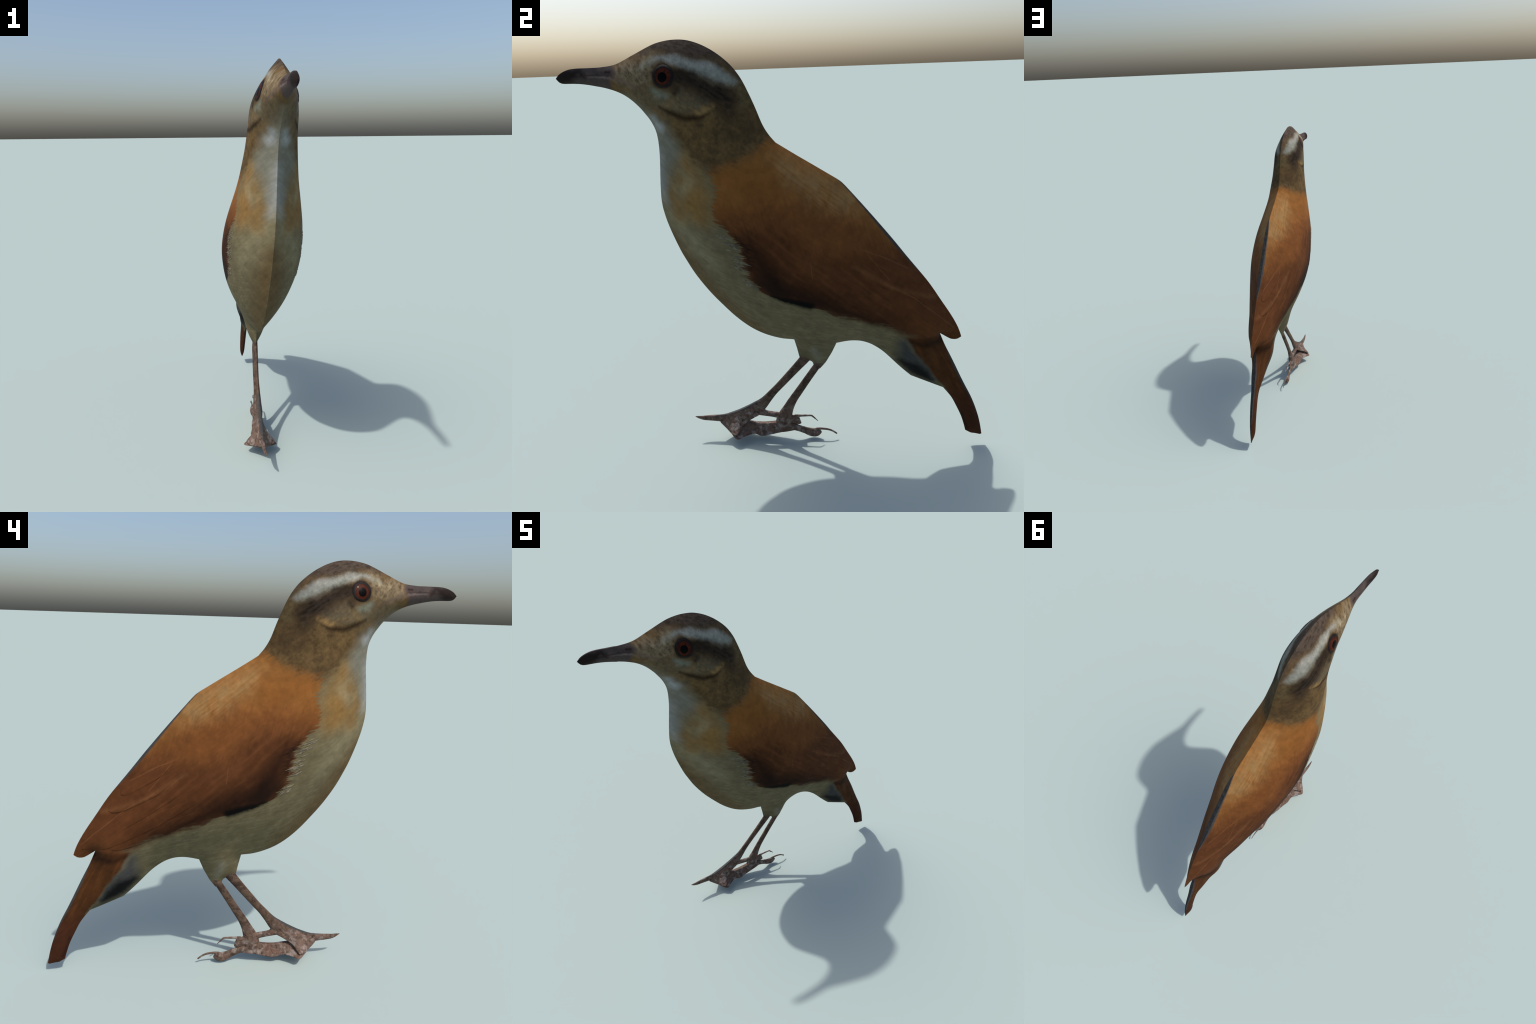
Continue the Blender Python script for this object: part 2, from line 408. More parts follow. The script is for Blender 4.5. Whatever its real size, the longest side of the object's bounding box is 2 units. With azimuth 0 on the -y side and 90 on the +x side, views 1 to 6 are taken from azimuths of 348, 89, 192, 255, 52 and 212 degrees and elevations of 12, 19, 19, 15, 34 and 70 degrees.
class Net:
    """Small helper that writes shader nodes."""

    def __init__(self, name):
        self.mat = bpy.data.materials.new(name)
        self.mat.use_nodes = True
        self.t = self.mat.node_tree
        self.t.nodes.clear()
        self.out = self.node("ShaderNodeOutputMaterial")
        self.bsdf = self.node("ShaderNodeBsdfPrincipled")
        self.t.links.new(self.bsdf.outputs[0], self.out.inputs[0])
        xyz = self.node("ShaderNodeSeparateXYZ")
        self.obj = self.node("ShaderNodeTexCoord").outputs["Object"]
        self.t.links.new(self.obj, xyz.inputs[0])
        self.X, self.Y, self.Z = xyz.outputs

    def node(self, kind, **props):
        n = self.t.nodes.new(kind)
        for k, v in props.items():
            setattr(n, k, v)
        return n

    def put(self, socket, value):
        if isinstance(value, bpy.types.NodeSocket):
            self.t.links.new(value, socket)
        elif value is not None:
            socket.default_value = value

    def math(self, op, a, b=None, c=None, clamp=False):
        n = self.node("ShaderNodeMath", operation=op, use_clamp=clamp)
        for s, v in zip(n.inputs, (a, b, c)):
            self.put(s, v)
        return n.outputs[0]

    def add(self, a, b):
        return self.math("ADD", a, b)

    def sub(self, a, b):
        return self.math("SUBTRACT", a, b)

    def mul(self, a, b):
        return self.math("MULTIPLY", a, b)

    def low(self, a, b):
        return self.math("MINIMUM", a, b)

    def high(self, a, b):
        return self.math("MAXIMUM", a, b)

    def inv(self, a):
        return self.sub(1.0, a)

    def vec(self, x=0.0, y=0.0, z=0.0):
        n = self.node("ShaderNodeCombineXYZ")
        for s, v in zip(n.inputs, (x, y, z)):
            self.put(s, v)
        return n.outputs[0]

    def step(self, v, a, b):
        """0 where v <= a, 1 where v >= b, smooth between."""
        n = self.node("ShaderNodeMapRange", interpolation_type="SMOOTHSTEP", clamp=False)
        for s, x in zip(n.inputs, (v, a, b, 0.0, 1.0)):
            self.put(s, x)
        if a > b:
            n.inputs[1].default_value, n.inputs[2].default_value = b, a
            n.inputs[3].default_value, n.inputs[4].default_value = 1.0, 0.0
        return n.outputs[0]

    def noise(self, vector, scale=1.0, detail=2.0, rough=0.55):
        n = self.node("ShaderNodeTexNoise")
        self.put(n.inputs["Vector"], vector)
        n.inputs["Scale"].default_value, n.inputs["Detail"].default_value, n.inputs["Roughness"].default_value = scale, detail, rough
        return n.outputs[0]

    def barbs(self, y, z, angle, along, across, detail=3.0, seed=0.0):
        """Noise drawn out in one direction, like the barbs of feathers."""
        c, s = math.cos(math.radians(angle)), math.sin(math.radians(angle))
        u = self.add(self.mul(y, c * along), self.mul(z, s * along))
        v = self.add(self.mul(y, -s * across), self.mul(z, c * across))
        return self.noise(self.vec(u, v, seed), 1.0, detail)

    def curve(self, v, pts):
        """A smooth function through (input, output) control points."""
        xs, ys = [p[0] for p in pts], [p[1] for p in pts]
        x0, x1, y0, y1 = min(xs), max(xs), min(ys), max(ys)
        f = self.node("ShaderNodeFloatCurve")
        c = f.mapping.curves[0]
        norm = [((x - x0) / (x1 - x0), (y - y0) / ((y1 - y0) or 1)) for x, y in sorted(pts)]
        while len(c.points) < len(norm):
            c.points.new(0.5, 0.5)
        for p, q in zip(c.points, norm):
            p.location = q
            p.handle_type = "AUTO_CLAMPED"
        f.mapping.use_clip = False
        f.mapping.update()
        unit = self.math("DIVIDE", self.sub(v, x0), x1 - x0)
        self.put(f.inputs["Value"], self.math("MINIMUM", self.math("MAXIMUM", unit, 0.0), 1.0))
        return self.add(self.mul(f.outputs[0], y1 - y0), y0)

    def stroke(self, pos, pts, soft):
        """Mask along a brush stroke: (Y, Z, radius) points."""
        g = stroke_group()
        best = None
        for (ay, az, ar), (by, bz, br) in zip(pts, pts[1:] or pts):
            n = self.node("ShaderNodeGroup", node_tree=g)
            self.put(n.inputs["Position"], pos)
            n.inputs["From"].default_value, n.inputs["To"].default_value = (0, ay, az), (0, by + 1e-4, bz)
            n.inputs["Start"].default_value, n.inputs["End"].default_value, n.inputs["Soft"].default_value = ar, br, soft
            best = n.outputs[0] if best is None else self.high(best, n.outputs[0])
        return best

    def mix(self, base, colour, mask):
        n = self.node("ShaderNodeMix", data_type="RGBA", clamp_factor=True)
        self.put(n.inputs[0], mask)
        for s, v in ((n.inputs[6], base), (n.inputs[7], colour)):
            self.put(s, v if isinstance(v, bpy.types.NodeSocket) else lin(v))
        return n.outputs[2]

    def shade(self, base, noise, lo, hi):
        """Multiply a colour by a factor running from lo to hi with the noise."""
        f = self.node("ShaderNodeMapRange", clamp=False)
        for s, x in zip(f.inputs, (noise, 0.28, 0.72, lo, hi)):
            self.put(s, x)
        n = self.node("ShaderNodeMix", data_type="RGBA", blend_type="MULTIPLY")
        n.inputs[0].default_value = 1.0
        self.put(n.inputs[6], base)
        g = self.node("ShaderNodeCombineColor")
        for s in g.inputs:
            self.put(s, f.outputs[0])
        self.put(n.inputs[7], g.outputs[0])
        return n.outputs[2]


def stroke_group():
    g = bpy.data.node_groups.get("brush_stroke")
    if g:
        return g
    g = bpy.data.node_groups.new("brush_stroke", "ShaderNodeTree")
    for nm, kind in (("Position", "NodeSocketVector"), ("From", "NodeSocketVector"), ("To", "NodeSocketVector"),
                     ("Start", "NodeSocketFloat"), ("End", "NodeSocketFloat"), ("Soft", "NodeSocketFloat")):
        g.interface.new_socket(nm, in_out="INPUT", socket_type=kind)
    g.interface.new_socket("Mask", in_out="OUTPUT", socket_type="NodeSocketFloat")
    i, o = g.nodes.new("NodeGroupInput"), g.nodes.new("NodeGroupOutput")

    def vm(op, a, b=None, scale=None):
        n = g.nodes.new("ShaderNodeVectorMath")
        n.operation = op
        g.links.new(a, n.inputs[0])
        if b is not None:
            g.links.new(b, n.inputs[1])
        if scale is not None:
            g.links.new(scale, n.inputs["Scale"])
        return n.outputs["Value"] if op in ("DOT_PRODUCT", "LENGTH") else n.outputs[0]

    def m(op, *a, clamp=False):
        n = g.nodes.new("ShaderNodeMath")
        n.operation, n.use_clamp = op, clamp
        for s, v in zip(n.inputs, a):
            if isinstance(v, bpy.types.NodeSocket):
                g.links.new(v, s)
            else:
                s.default_value = v
        return n.outputs[0]

    d, e = vm("SUBTRACT", i.outputs[0], i.outputs[1]), vm("SUBTRACT", i.outputs[2], i.outputs[1])
    h = m("MINIMUM", m("MAXIMUM", m("DIVIDE", vm("DOT_PRODUCT", d, e), vm("DOT_PRODUCT", e, e)), 0.0), 1.0)
    dist = vm("LENGTH", vm("SUBTRACT", d, vm("SCALE", e, scale=h)))
    radius = m("ADD", i.outputs[3], m("MULTIPLY", m("SUBTRACT", i.outputs[4], i.outputs[3]), h))
    r = g.nodes.new("ShaderNodeMapRange")
    r.interpolation_type, r.clamp = "SMOOTHSTEP", False
    g.links.new(m("DIVIDE", m("SUBTRACT", radius, dist), i.outputs[5]), r.inputs[0])
    r.inputs[1].default_value, r.inputs[2].default_value = -1.0, 1.0
    g.links.new(r.outputs[0], o.inputs[0])
    return g


def make_plumage():
    n = Net("plumage")
    Y, Z = n.Y, n.Z
    coarse = n.noise(n.vec(0, Y, Z), 9.0, 2.0)
    fine = n.noise(n.vec(0.3, Y, Z), 45.0, 3.0)
    speck = n.noise(n.vec(0.7, Y, Z), 95.0, 2.0)
    # gently wobbling coordinates so that no edge is ruled
    wy = n.add(Y, n.add(n.mul(n.sub(coarse, 0.5), 0.035), n.mul(n.sub(fine, 0.5), 0.020)))
    wz = n.add(Z, n.add(n.mul(n.sub(n.noise(n.vec(3.1, Y, Z), 9.0, 2.0), 0.5), 0.035), n.mul(n.sub(n.noise(n.vec(1.9, Y, Z), 45.0, 3.0), 0.5), 0.020)))
    pos = n.vec(0, wy, wz)
    tight = n.vec(0, n.add(Y, n.mul(n.sub(fine, 0.5), 0.010)), n.add(Z, n.mul(n.sub(speck, 0.5), 0.010)))
    soft_edge = n.vec(0, n.add(Y, n.mul(n.sub(fine, 0.5), 0.022)), n.add(Z, n.add(n.mul(n.sub(speck, 0.5), 0.016), n.mul(n.sub(coarse, 0.5), 0.016))))
    down_barbs = n.barbs(Y, Z, -38, 9, 85)           # run from shoulder to tail
    flank_barbs = n.barbs(Y, Z, -12, 9, 95, seed=4.0)  # the ragged flank fringe
    hang_barbs = n.barbs(Y, Z, -72, 9, 110, seed=8.0)   # coverts hanging over the wing
    head_barbs = n.barbs(Y, Z, -30, 22, 80, seed=2.0)

    # --- under parts
    col = n.mix(C["belly"], C["belly_light"], n.mul(n.step(flank_barbs, 0.40, 0.80), 0.7))
    col = n.mix(col, C["belly_buff"], n.stroke(pos, [(-0.53, 1.15, 0.06), (-0.36, 0.86, 0.05), (-0.15, 0.66, 0.03)], 0.07))
    col = n.mix(col, C["breast_buff"], n.mul(n.stroke(pos, [(-0.42, 1.50, 0.05), (-0.40, 1.36, 0.09), (-0.37, 1.30, 0.06)], 0.07), 0.95))
    col = n.mix(col, C["breast_pale"], n.mul(n.stroke(pos, [(-0.58, 1.38, 0.02), (-0.53, 1.27, 0.04), (-0.42, 1.14, 0.05), (-0.33, 1.05, 0.03)], 0.07), 0.55))
    col = n.mix(col, C["breast_pale"], n.mul(n.stroke(pos, [(-0.44, 1.475, 0.012), (-0.40, 1.43, 0.014), (-0.46, 1.37, 0.02)], 0.045), 0.7))
    col = n.mix(col, C["breast_buff"], n.mul(n.stroke(pos, [(-0.50, 1.35, 0.02), (-0.47, 1.27, 0.03)], 0.045), 0.75))
    fringe = n.stroke(pos, [(-0.255, 1.20, 0.02), (-0.195, 1.09, 0.035), (-0.15, 0.98, 0.03)], 0.04)
    col = n.mix(col, C["fringe_dark"], n.mul(n.mul(fringe, n.step(flank_barbs, 0.52, 0.66)), 0.7))
    # --- tail and vent
    tail_side = n.step(n.add(n.sub(wz, 0.628), n.mul(n.sub(wy, 0.566), 1.45)), -0.008, 0.022)
    tail_side = n.mul(n.high(tail_side, n.step(Y, 0.775, 0.800)), n.step(Z, 0.665, 0.645))
    col = n.mix(col, C["vent_grey"], n.mul(n.stroke(pos, [(0.545, 0.62, 0.02), (0.575, 0.54, 0.05), (0.62, 0.475, 0.06), (0.70, 0.395, 0.035)], 0.04), 0.92))
    col = n.mix(col, C["vent_black"], n.mul(n.stroke(pos, [(0.550, 0.500, 0.016), (0.605, 0.462, 0.040), (0.66, 0.420, 0.026), (0.705, 0.385, 0.010)], 0.022), 0.97))
    col = n.mix(col, C["vent_olive"], n.mul(n.stroke(tight, [(0.635, 0.402, 0.006), (0.70, 0.368, 0.008), (0.75, 0.342, 0.006)], 0.012), 0.8))
    tail_col = n.mix(C["tail"], C["tail_light"], n.step(n.barbs(Y, Z, -62, 5, 60, seed=5.0), 0.45, 0.75))
    tail_col = n.mix(tail_col, C["tail_tip"], n.step(Z, 0.40, 0.20))
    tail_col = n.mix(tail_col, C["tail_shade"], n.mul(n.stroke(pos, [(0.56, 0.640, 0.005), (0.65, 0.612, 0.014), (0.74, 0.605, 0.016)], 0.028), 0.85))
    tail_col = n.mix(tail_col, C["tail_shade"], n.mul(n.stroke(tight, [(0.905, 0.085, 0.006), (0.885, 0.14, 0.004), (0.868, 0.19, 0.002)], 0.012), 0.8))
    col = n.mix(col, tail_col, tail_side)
    # --- upper parts: everything behind a ragged front line
    ragged = n.add(n.add(Y, n.mul(n.sub(flank_barbs, 0.5), 0.115)), n.mul(n.sub(fine, 0.5), 0.02))
    front = n.curve(wz, [(0.60, 0.62), (0.655, 0.585), (0.69, 0.520), (0.736, 0.430), (0.770, 0.330), (0.823, 0.205), (0.864, 0.100), (0.887, 0.025), (0.923, -0.075),
                         (0.985, -0.145), (1.06, -0.172), (1.15, -0.196), (1.223, -0.250), (1.28, -0.300), (1.34, -0.304), (1.40, -0.284), (1.50, -0.318), (1.60, -0.33)])
    reach = n.sub(ragged, front)
    rear = n.step(Y, 0.05, 0.35)
    crisp, soft = n.step(reach, -0.010, 0.012), n.step(reach, -0.070, 0.055)
    upper = n.mul(n.add(crisp, n.mul(n.sub(soft, crisp), rear)), n.high(n.step(Z, 0.635, 0.655), n.mul(n.step(Y, 0.742, 0.750), n.step(Z, 0.590, 0.600))))
    # back
    up = n.mix(C["back"], C["back_deep"], n.step(down_barbs, 0.40, 0.75))
    up = n.mix(up, C["back_painted_toplight"], n.mul(n.stroke(pos, [(-0.06, 1.515, 0.02), (0.12, 1.43, 0.05), (0.26, 1.33, 0.05), (0.36, 1.22, 0.03)], 0.07), 0.75))  # ridge colour lightened to show light falling on the back from above
    up = n.mix(up, C["back_pale"], n.mul(n.stroke(pos, [(-0.02, 1.495, 0.02), (0.08, 1.41, 0.05), (0.20, 1.34, 0.06), (0.27, 1.30, 0.05)], 0.06), n.step(n.add(n.mul(down_barbs, 0.5), n.mul(coarse, 0.5)), 0.36, 0.58)))
    up = n.mix(up, C["back_deep"], n.mul(n.stroke(pos, [(-0.24, 1.46, 0.03), (-0.10, 1.40, 0.05)], 0.07), 0.7))
    # coverts
    hang = n.add(Z, n.mul(n.sub(hang_barbs, 0.5), 0.085))
    cov = n.curve(wy, [(-0.32, 1.365), (-0.26, 1.35), (-0.12, 1.365), (0.02, 1.350), (0.14, 1.315), (0.25, 1.275), (0.36, 1.225), (0.50, 1.08)])
    up = n.mix(up, C["covert"], n.mul(n.step(n.sub(cov, hang), -0.06, 0.08), 0.95))
    edge = n.curve(wy, [(-0.32, 1.25), (-0.27, 1.255), (-0.15, 1.262), (-0.05, 1.265), (0.04, 1.205), (0.19, 1.120), (0.31, 1.105), (0.42, 1.115), (0.50, 1.10), (0.60, 1.10)])
    quill = n.step(n.sub(edge, hang), -0.055, 0.085)
    wing = n.mix(C["quill"], C["quill_light"], n.mul(n.step(n.barbs(Y, Z, -42, 4, 38, seed=6.0), 0.42, 0.72), 0.8))
    wing = n.mix(wing, C["quill_light"], n.mul(n.stroke(pos, [(0.10, 1.10, 0.02), (0.16, 1.03, 0.02)], 0.07), 0.7))
    wing = n.mix(wing, C["quill_rear"], n.mul(n.step(n.sub(n.add(Y, n.mul(Z, 0.5)), 0.80), 0.0, 0.22), 0.8))
    wing = n.mix(wing, C["quill_dark"], n.mul(n.stroke(pos, [(-0.15, 1.20, 0.010), (-0.09, 1.06, 0.050), (-0.02, 0.96, 0.065), (0.18, 0.87, 0.050), (0.40, 0.765, 0.022), (0.52, 0.70, 0.010)], 0.085), 0.95))
    wing = n.mix(wing, C["quill_black"], n.mul(n.stroke(n.vec(0, ragged, wz), [(-0.21, 1.205, 0.006), (-0.165, 1.150, 0.010), (-0.14, 1.06, 0.004)], 0.022), 0.85))
    wing = n.mix(wing, C["quill_black"], n.mul(n.stroke(pos, [(-0.10, 0.985, 0.03), (-0.04, 0.935, 0.03)], 0.06), 0.8))
    for line, r, k in TERTIAL_LINES:
        wing = n.mix(wing, C["quill_edge"], n.mul(n.stroke(n.vec(0, Y, Z), [(y, z, r) for y, z in line], r * 1.1), k))
    up = n.mix(up, wing, quill)
    col = n.mix(col, up, upper)
    col = n.mix(col, C["slot"], n.stroke(tight, [(-0.065, 0.918, 0.003), (0.00, 0.898, 0.014), (0.06, 0.882, 0.018), (0.110, 0.868, 0.020)], 0.013))
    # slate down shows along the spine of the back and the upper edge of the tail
    plain = n.vec(0, Y, Z)
    rim = n.high(n.stroke(plain, [(0.235, 1.402, 0.000), (0.30, 1.336, 0.003), (0.39, 1.232, 0.007), (0.48, 1.126, 0.011), (0.555, 1.032, 0.006), (0.62, 0.953, 0.002)], 0.004),
                 n.stroke(plain, [(0.752, 0.588, 0.002), (0.80, 0.490, 0.009), (0.864, 0.361, 0.009), (0.914, 0.265, 0.005), (0.955, 0.165, 0.003)], 0.004))
    col = n.mix(col, C["slate_rim"], rim)
    # --- neck and head
    nape = n.curve(n.add(wy, n.mul(n.sub(down_barbs, 0.5), 0.05)), [(-0.60, 1.62), (-0.47, 1.60), (-0.42, 1.575), (-0.36, 1.500), (-0.30, 1.475), (-0.24, 1.490), (-0.13, 1.530), (-0.06, 1.578), (0.0, 1.62)])
    hood = n.step(n.add(n.sub(wz, nape), n.mul(n.sub(head_barbs, 0.5), 0.08)), -0.030, 0.042)
    hd = n.mix(C["neck"], C["neck_dark"], n.step(n.noise(n.vec(5, Y, Z), 16.0, 4.0, 0.65), 0.45, 0.68))
    hd = n.mix(hd, C["neck_dark"], n.mul(n.stroke(pos, [(-0.10, 1.62, 0.03), (-0.20, 1.66, 0.05), (-0.15, 1.76, 0.015)], 0.06), 0.8))
    hd = n.mix(hd, C["neck_dark"], n.mul(n.stroke(pos, [(-0.29, 1.50, 0.014), (-0.35, 1.52, 0.010), (-0.38, 1.57, 0.004)], 0.035), 0.75))
    hd = n.mix(hd, C["cheek"], n.stroke(pos, [(-0.33, 1.74, 0.025), (-0.45, 1.75, 0.040), (-0.56, 1.78, 0.03), (-0.64, 1.80, 0.015)], 0.04))
    face = n.mix(C["lore"], C["lore_dark"], n.step(n.barbs(Y, Z, -55, 30, 60, detail=2.0, seed=3.0), 0.40, 0.72))
    hd = n.mix(hd, face, n.stroke(pos, [(-0.55, 1.92, 0.035), (-0.58, 1.87, 0.045), (-0.66, 1.88, 0.05)], 0.03))
    crown_col = n.mix(C["crown"], C["crown_dark"], n.step(n.barbs(Y, Z, -20, 26, 70, seed=7.0), 0.42, 0.66))
    hd = n.mix(hd, crown_col, n.stroke(pos, [(-0.60, 1.985, 0.030), (-0.48, 1.995, 0.040), (-0.38, 1.985, 0.048), (-0.30, 1.965, 0.035), (-0.22, 1.925, 0.028), (-0.16, 1.86, 0.022), (-0.13, 1.79, 0.010)], 0.020))
    hd = n.mix(hd, C["nape_buff"], n.mul(n.stroke(pos, [(-0.185, 1.80, 0.012), (-0.155, 1.75, 0.018)], 0.035), 0.8))
    mask_col = n.mix(C["mask"], C["mask_dark"], n.step(head_barbs, 0.42, 0.66))
    hd = n.mix(hd, mask_col, n.stroke(pos, [(-0.45, 1.855, 0.030), (-0.36, 1.835, 0.036), (-0.27, 1.790, 0.048), (-0.225, 1.755, 0.034), (-0.225, 1.715, 0.020)], 0.040))
    hd = n.mix(hd, C["ear"], n.mul(n.stroke(pos, [(-0.42, 1.80, 0.012), (-0.35, 1.765, 0.018), (-0.30, 1.745, 0.012)], 0.030), n.step(head_barbs, 0.35, 0.62)))
    hd = n.mix(hd, C["brow"], n.mul(n.add(0.80, n.mul(coarse, 0.3)), n.stroke(soft_edge, [(-0.585, 1.903, 0.001), (-0.545, 1.919, 0.008), (-0.49, 1.936, 0.008), (-0.435, 1.924, 0.019), (-0.39, 1.909, 0.017), (-0.344, 1.897, 0.019), (-0.30, 1.886, 0.025), (-0.262, 1.864, 0.022), (-0.228, 1.843, 0.014), (-0.198, 1.822, 0.006)], 0.015)))
    hd = n.mix(hd, C["brow_grey"], n.mul(n.stroke(pos, [(-0.21, 1.835, 0.01), (-0.27, 1.855, 0.016), (-0.33, 1.875, 0.006), (-0.41, 1.900, 0.004)], 0.030), 0.75))
    hd = n.mix(hd, C["brow_cream"], n.mul(n.stroke(pos, [(-0.62, 1.90, 0.006), (-0.575, 1.895, 0.016), (-0.55, 1.915, 0.012)], 0.025), n.step(fine, 0.40, 0.60)))
    hd = n.mix(hd, C["mask_dark"], n.mul(n.stroke(pos, [(-0.435, 1.872, 0.010), (-0.39, 1.868, 0.012), (-0.35, 1.862, 0.006)], 0.020), 0.85))
    hd = n.mix(hd, C["mask_dark"], n.mul(n.stroke(tight, [(-0.425, 1.812, 0.007), (-0.437, 1.795, 0.006)], 0.014), 0.85))
    hd = n.mix(hd, C["pale_spot"], n.mul(n.stroke(tight, [(-0.475, 1.785, 0.010), (-0.515, 1.795, 0.014), (-0.535, 1.812, 0.008)], 0.018), 0.9))
    hd = n.mix(hd, C["buff_spot"], n.mul(n.stroke(pos, [(-0.285, 1.738, 0.006), (-0.318, 1.720, 0.014), (-0.345, 1.708, 0.006)], 0.018), n.step(head_barbs, 0.25, 0.55)))
    hd = n.mix(hd, C["buff_spot"], n.mul(n.stroke(pos, [(-0.35, 1.718, 0.008), (-0.42, 1.735, 0.012)], 0.022), n.mul(n.step(head_barbs, 0.40, 0.66), 0.6)))
    hd = n.mix(hd, C["buff_spot"], n.mul(n.stroke(pos, [(-0.455, 1.765, 0.012), (-0.475, 1.745, 0.012)], 0.022), 0.5))
    hd = n.mix(hd, C["whisker"], n.mul(n.stroke(tight, [(-0.30, 1.713, 0.003), (-0.335, 1.695, 0.008), (-0.40, 1.694, 0.010), (-0.46, 1.716, 0.010), (-0.51, 1.738, 0.004)], 0.012), 0.92))
    hd = n.mix(hd, C["lore_dark"], n.mul(n.stroke(tight, [(-0.545, 1.785, 0.006), (-0.575, 1.800, 0.004), (-0.62, 1.825, 0.002)], 0.014), 0.8))
    hd = n.shade(hd, n.noise(n.vec(2.2, Y, Z), 62.0, 4.0, 0.7), 0.74, 1.24)
    hd = n.mix(hd, C["eye_skin"], n.stroke(tight, [(-0.483, 1.862, 0.047), (-0.484, 1.862, 0.047)], 0.008))
    col = n.mix(col, hd, hood)
    # --- throat
    throat = n.stroke(pos, [(-0.68, 1.775, 0.006), (-0.60, 1.70, 0.030), (-0.54, 1.62, 0.060), (-0.52, 1.555, 0.075), (-0.56, 1.45, 0.045), (-0.575, 1.36, 0.018)], 0.045)
    col = n.mix(col, C["throat"], n.mul(throat, 0.95))
    col = n.mix(col, C["throat_white"], n.mul(n.stroke(pos, [(-0.555, 1.685, 0.014), (-0.53, 1.650, 0.018)], 0.022), 0.9))
    col = n.mix(col, C["throat_white"], n.mul(n.stroke(pos, [(-0.555, 1.54, 0.014), (-0.560, 1.45, 0.022), (-0.555, 1.37, 0.014), (-0.54, 1.32, 0.006)], 0.040), 0.62))
    # --- bill
    bill_line = n.add(n.sub(wy, -0.706), n.mul(n.math("ABSOLUTE", n.sub(wz, 1.885)), 0.45))
    bill = n.step(bill_line, 0.016, -0.016)
    bc = n.mix(C["bill"], C["bill_pink"], n.mul(n.stroke(tight, [(-0.73, 1.862, 0.010), (-0.80, 1.868, 0.007), (-0.88, 1.872, 0.006)], 0.018), n.step(fine, 0.35, 0.65)))
    bc = n.mix(bc, C["bill_dark"], n.stroke(tight, [(-0.845, 1.866, 0.007), (-0.865, 1.890, 0.010), (-0.92, 1.872, 0.030), (-0.98, 1.865, 0.03)], 0.018))
    bc = n.mix(bc, C["bill_pale"], n.mul(n.stroke(tight, [(-0.70, 1.853, 0.002), (-0.76, 1.863, 0.003), (-0.82, 1.8665, 0.001)], 0.006), 0.9))
    bc = n.mix(bc, C["bill_dark"], n.mul(n.stroke(tight, [(-0.72, 1.871, 0.001), (-0.80, 1.874, 0.001), (-0.90, 1.870, 0.001)], 0.005), 0.7))
    bc = n.mix(bc, C["bill_brown"], n.mul(n.stroke(pos, [(-0.690, 1.833, 0.006), (-0.72, 1.836, 0.006)], 0.022), 0.8))
    bc = n.mix(bc, C["nostril"], n.stroke(tight, [(-0.728, 1.884, 0.004), (-0.748, 1.884, 0.004)], 0.007))
    col = n.mix(col, C["gape"], n.mul(n.stroke(tight, [(-0.70, 1.856, 0.008), (-0.655, 1.840, 0.008), (-0.60, 1.815, 0.004)], 0.016), 0.6))
    col = n.mix(col, bc, bill)
    # --- thigh
    col = n.mix(col, C["thigh"], n.mul(n.stroke(pos, [(0.13, 0.555, 0.02), (0.15, 0.50, 0.014)], 0.03), 0.7))
    col = n.mix(col, C["shank"], n.mul(n.step(Y, 0.32, 0.28), n.step(n.sub(n.add(Z, n.mul(n.step(Y, 0.115, 0.09), -0.05)), 0.448), 0.018, -0.018)))
    # --- grain
    col = n.shade(col, down_barbs, 0.90, 1.10)
    col = n.shade(col, fine, 0.90, 1.10)
    col = n.shade(col, n.noise(n.vec(6.3, Y, Z), 19.0, 2.0), 0.86, 1.14)
    n.put(n.bsdf.inputs["Base Color"], col)
    n.bsdf.inputs["Roughness"].default_value = 0.85
    n.bsdf.inputs["Specular IOR Level"].default_value = 0.1
    bump = n.node("ShaderNodeBump")
    bump.inputs["Strength"].default_value = 0.25
    bump.inputs["Distance"].default_value = 0.004
    n.put(bump.inputs["Height"], n.add(n.mul(down_barbs, 0.6), n.mul(fine, 0.4)))
    n.put(n.bsdf.inputs["Normal"], bump.outputs[0])
    return n.mat


def make_scaly():
    n = Net("scaly_skin")
    a = n.noise(n.obj, 26.0, 4.0, 0.65)
    b = n.noise(n.vec(n.X, n.Y, n.add(n.Z, 5.0)), 60.0, 3.0)
    col = n.mix(C["shank"], C["shank_dark"], n.step(a, 0.42, 0.62))
    low = n.step(n.Z, 0.26, 0.13)
    col = n.mix(col, C["foot"], n.mul(low, n.step(b, 0.30, 0.60)))
    vor = n.node("ShaderNodeTexVoronoi", feature="DISTANCE_TO_EDGE")
    vor.inputs["Scale"].default_value = 30.0
    n.put(vor.inputs["Vector"], n.obj)
    col = n.mix(col, C["foot_pale"], n.mul(n.mul(low, n.step(n.noise(n.vec(n.X, n.Y, n.add(n.Z, 9.0)), 30.0, 3.0, 0.6), 0.50, 0.64)), 0.8))
    col = n.mix(col, C["foot_red"], n.mul(low, n.mul(n.step(n.noise(n.vec(n.X, n.Y, n.add(n.Z, 2.0)), 22.0, 3.0, 0.6), 0.54, 0.68), 0.6)))
    shin = n.stroke(n.vec(0, n.Y, n.Z), [(-0.135, 0.262, 0.004), (-0.166, 0.238, 0.008), (-0.229, 0.198, 0.012), (-0.291, 0.165, 0.013), (-0.354, 0.142, 0.008), (-0.40, 0.132, 0.002)], 0.005)
    col = n.mix(col, C["slate_shin"], n.mul(shin, n.step(n.math("ABSOLUTE", n.sub(n.X, 0.004)), 0.0115, 0.009)))
    n.put(n.bsdf.inputs["Base Color"], n.shade(col, b, 0.85, 1.15))
    n.bsdf.inputs["Roughness"].default_value = 0.7
    n.bsdf.inputs["Specular IOR Level"].default_value = 0.3
    bump = n.node("ShaderNodeBump")
    bump.inputs["Strength"].default_value = 0.35
    bump.inputs["Distance"].default_value = 0.004
    n.put(bump.inputs["Height"], n.add(n.step(vor.outputs["Distance"], 0.0, 0.15), b))
    n.put(n.bsdf.inputs["Normal"], bump.outputs[0])
    return n.mat


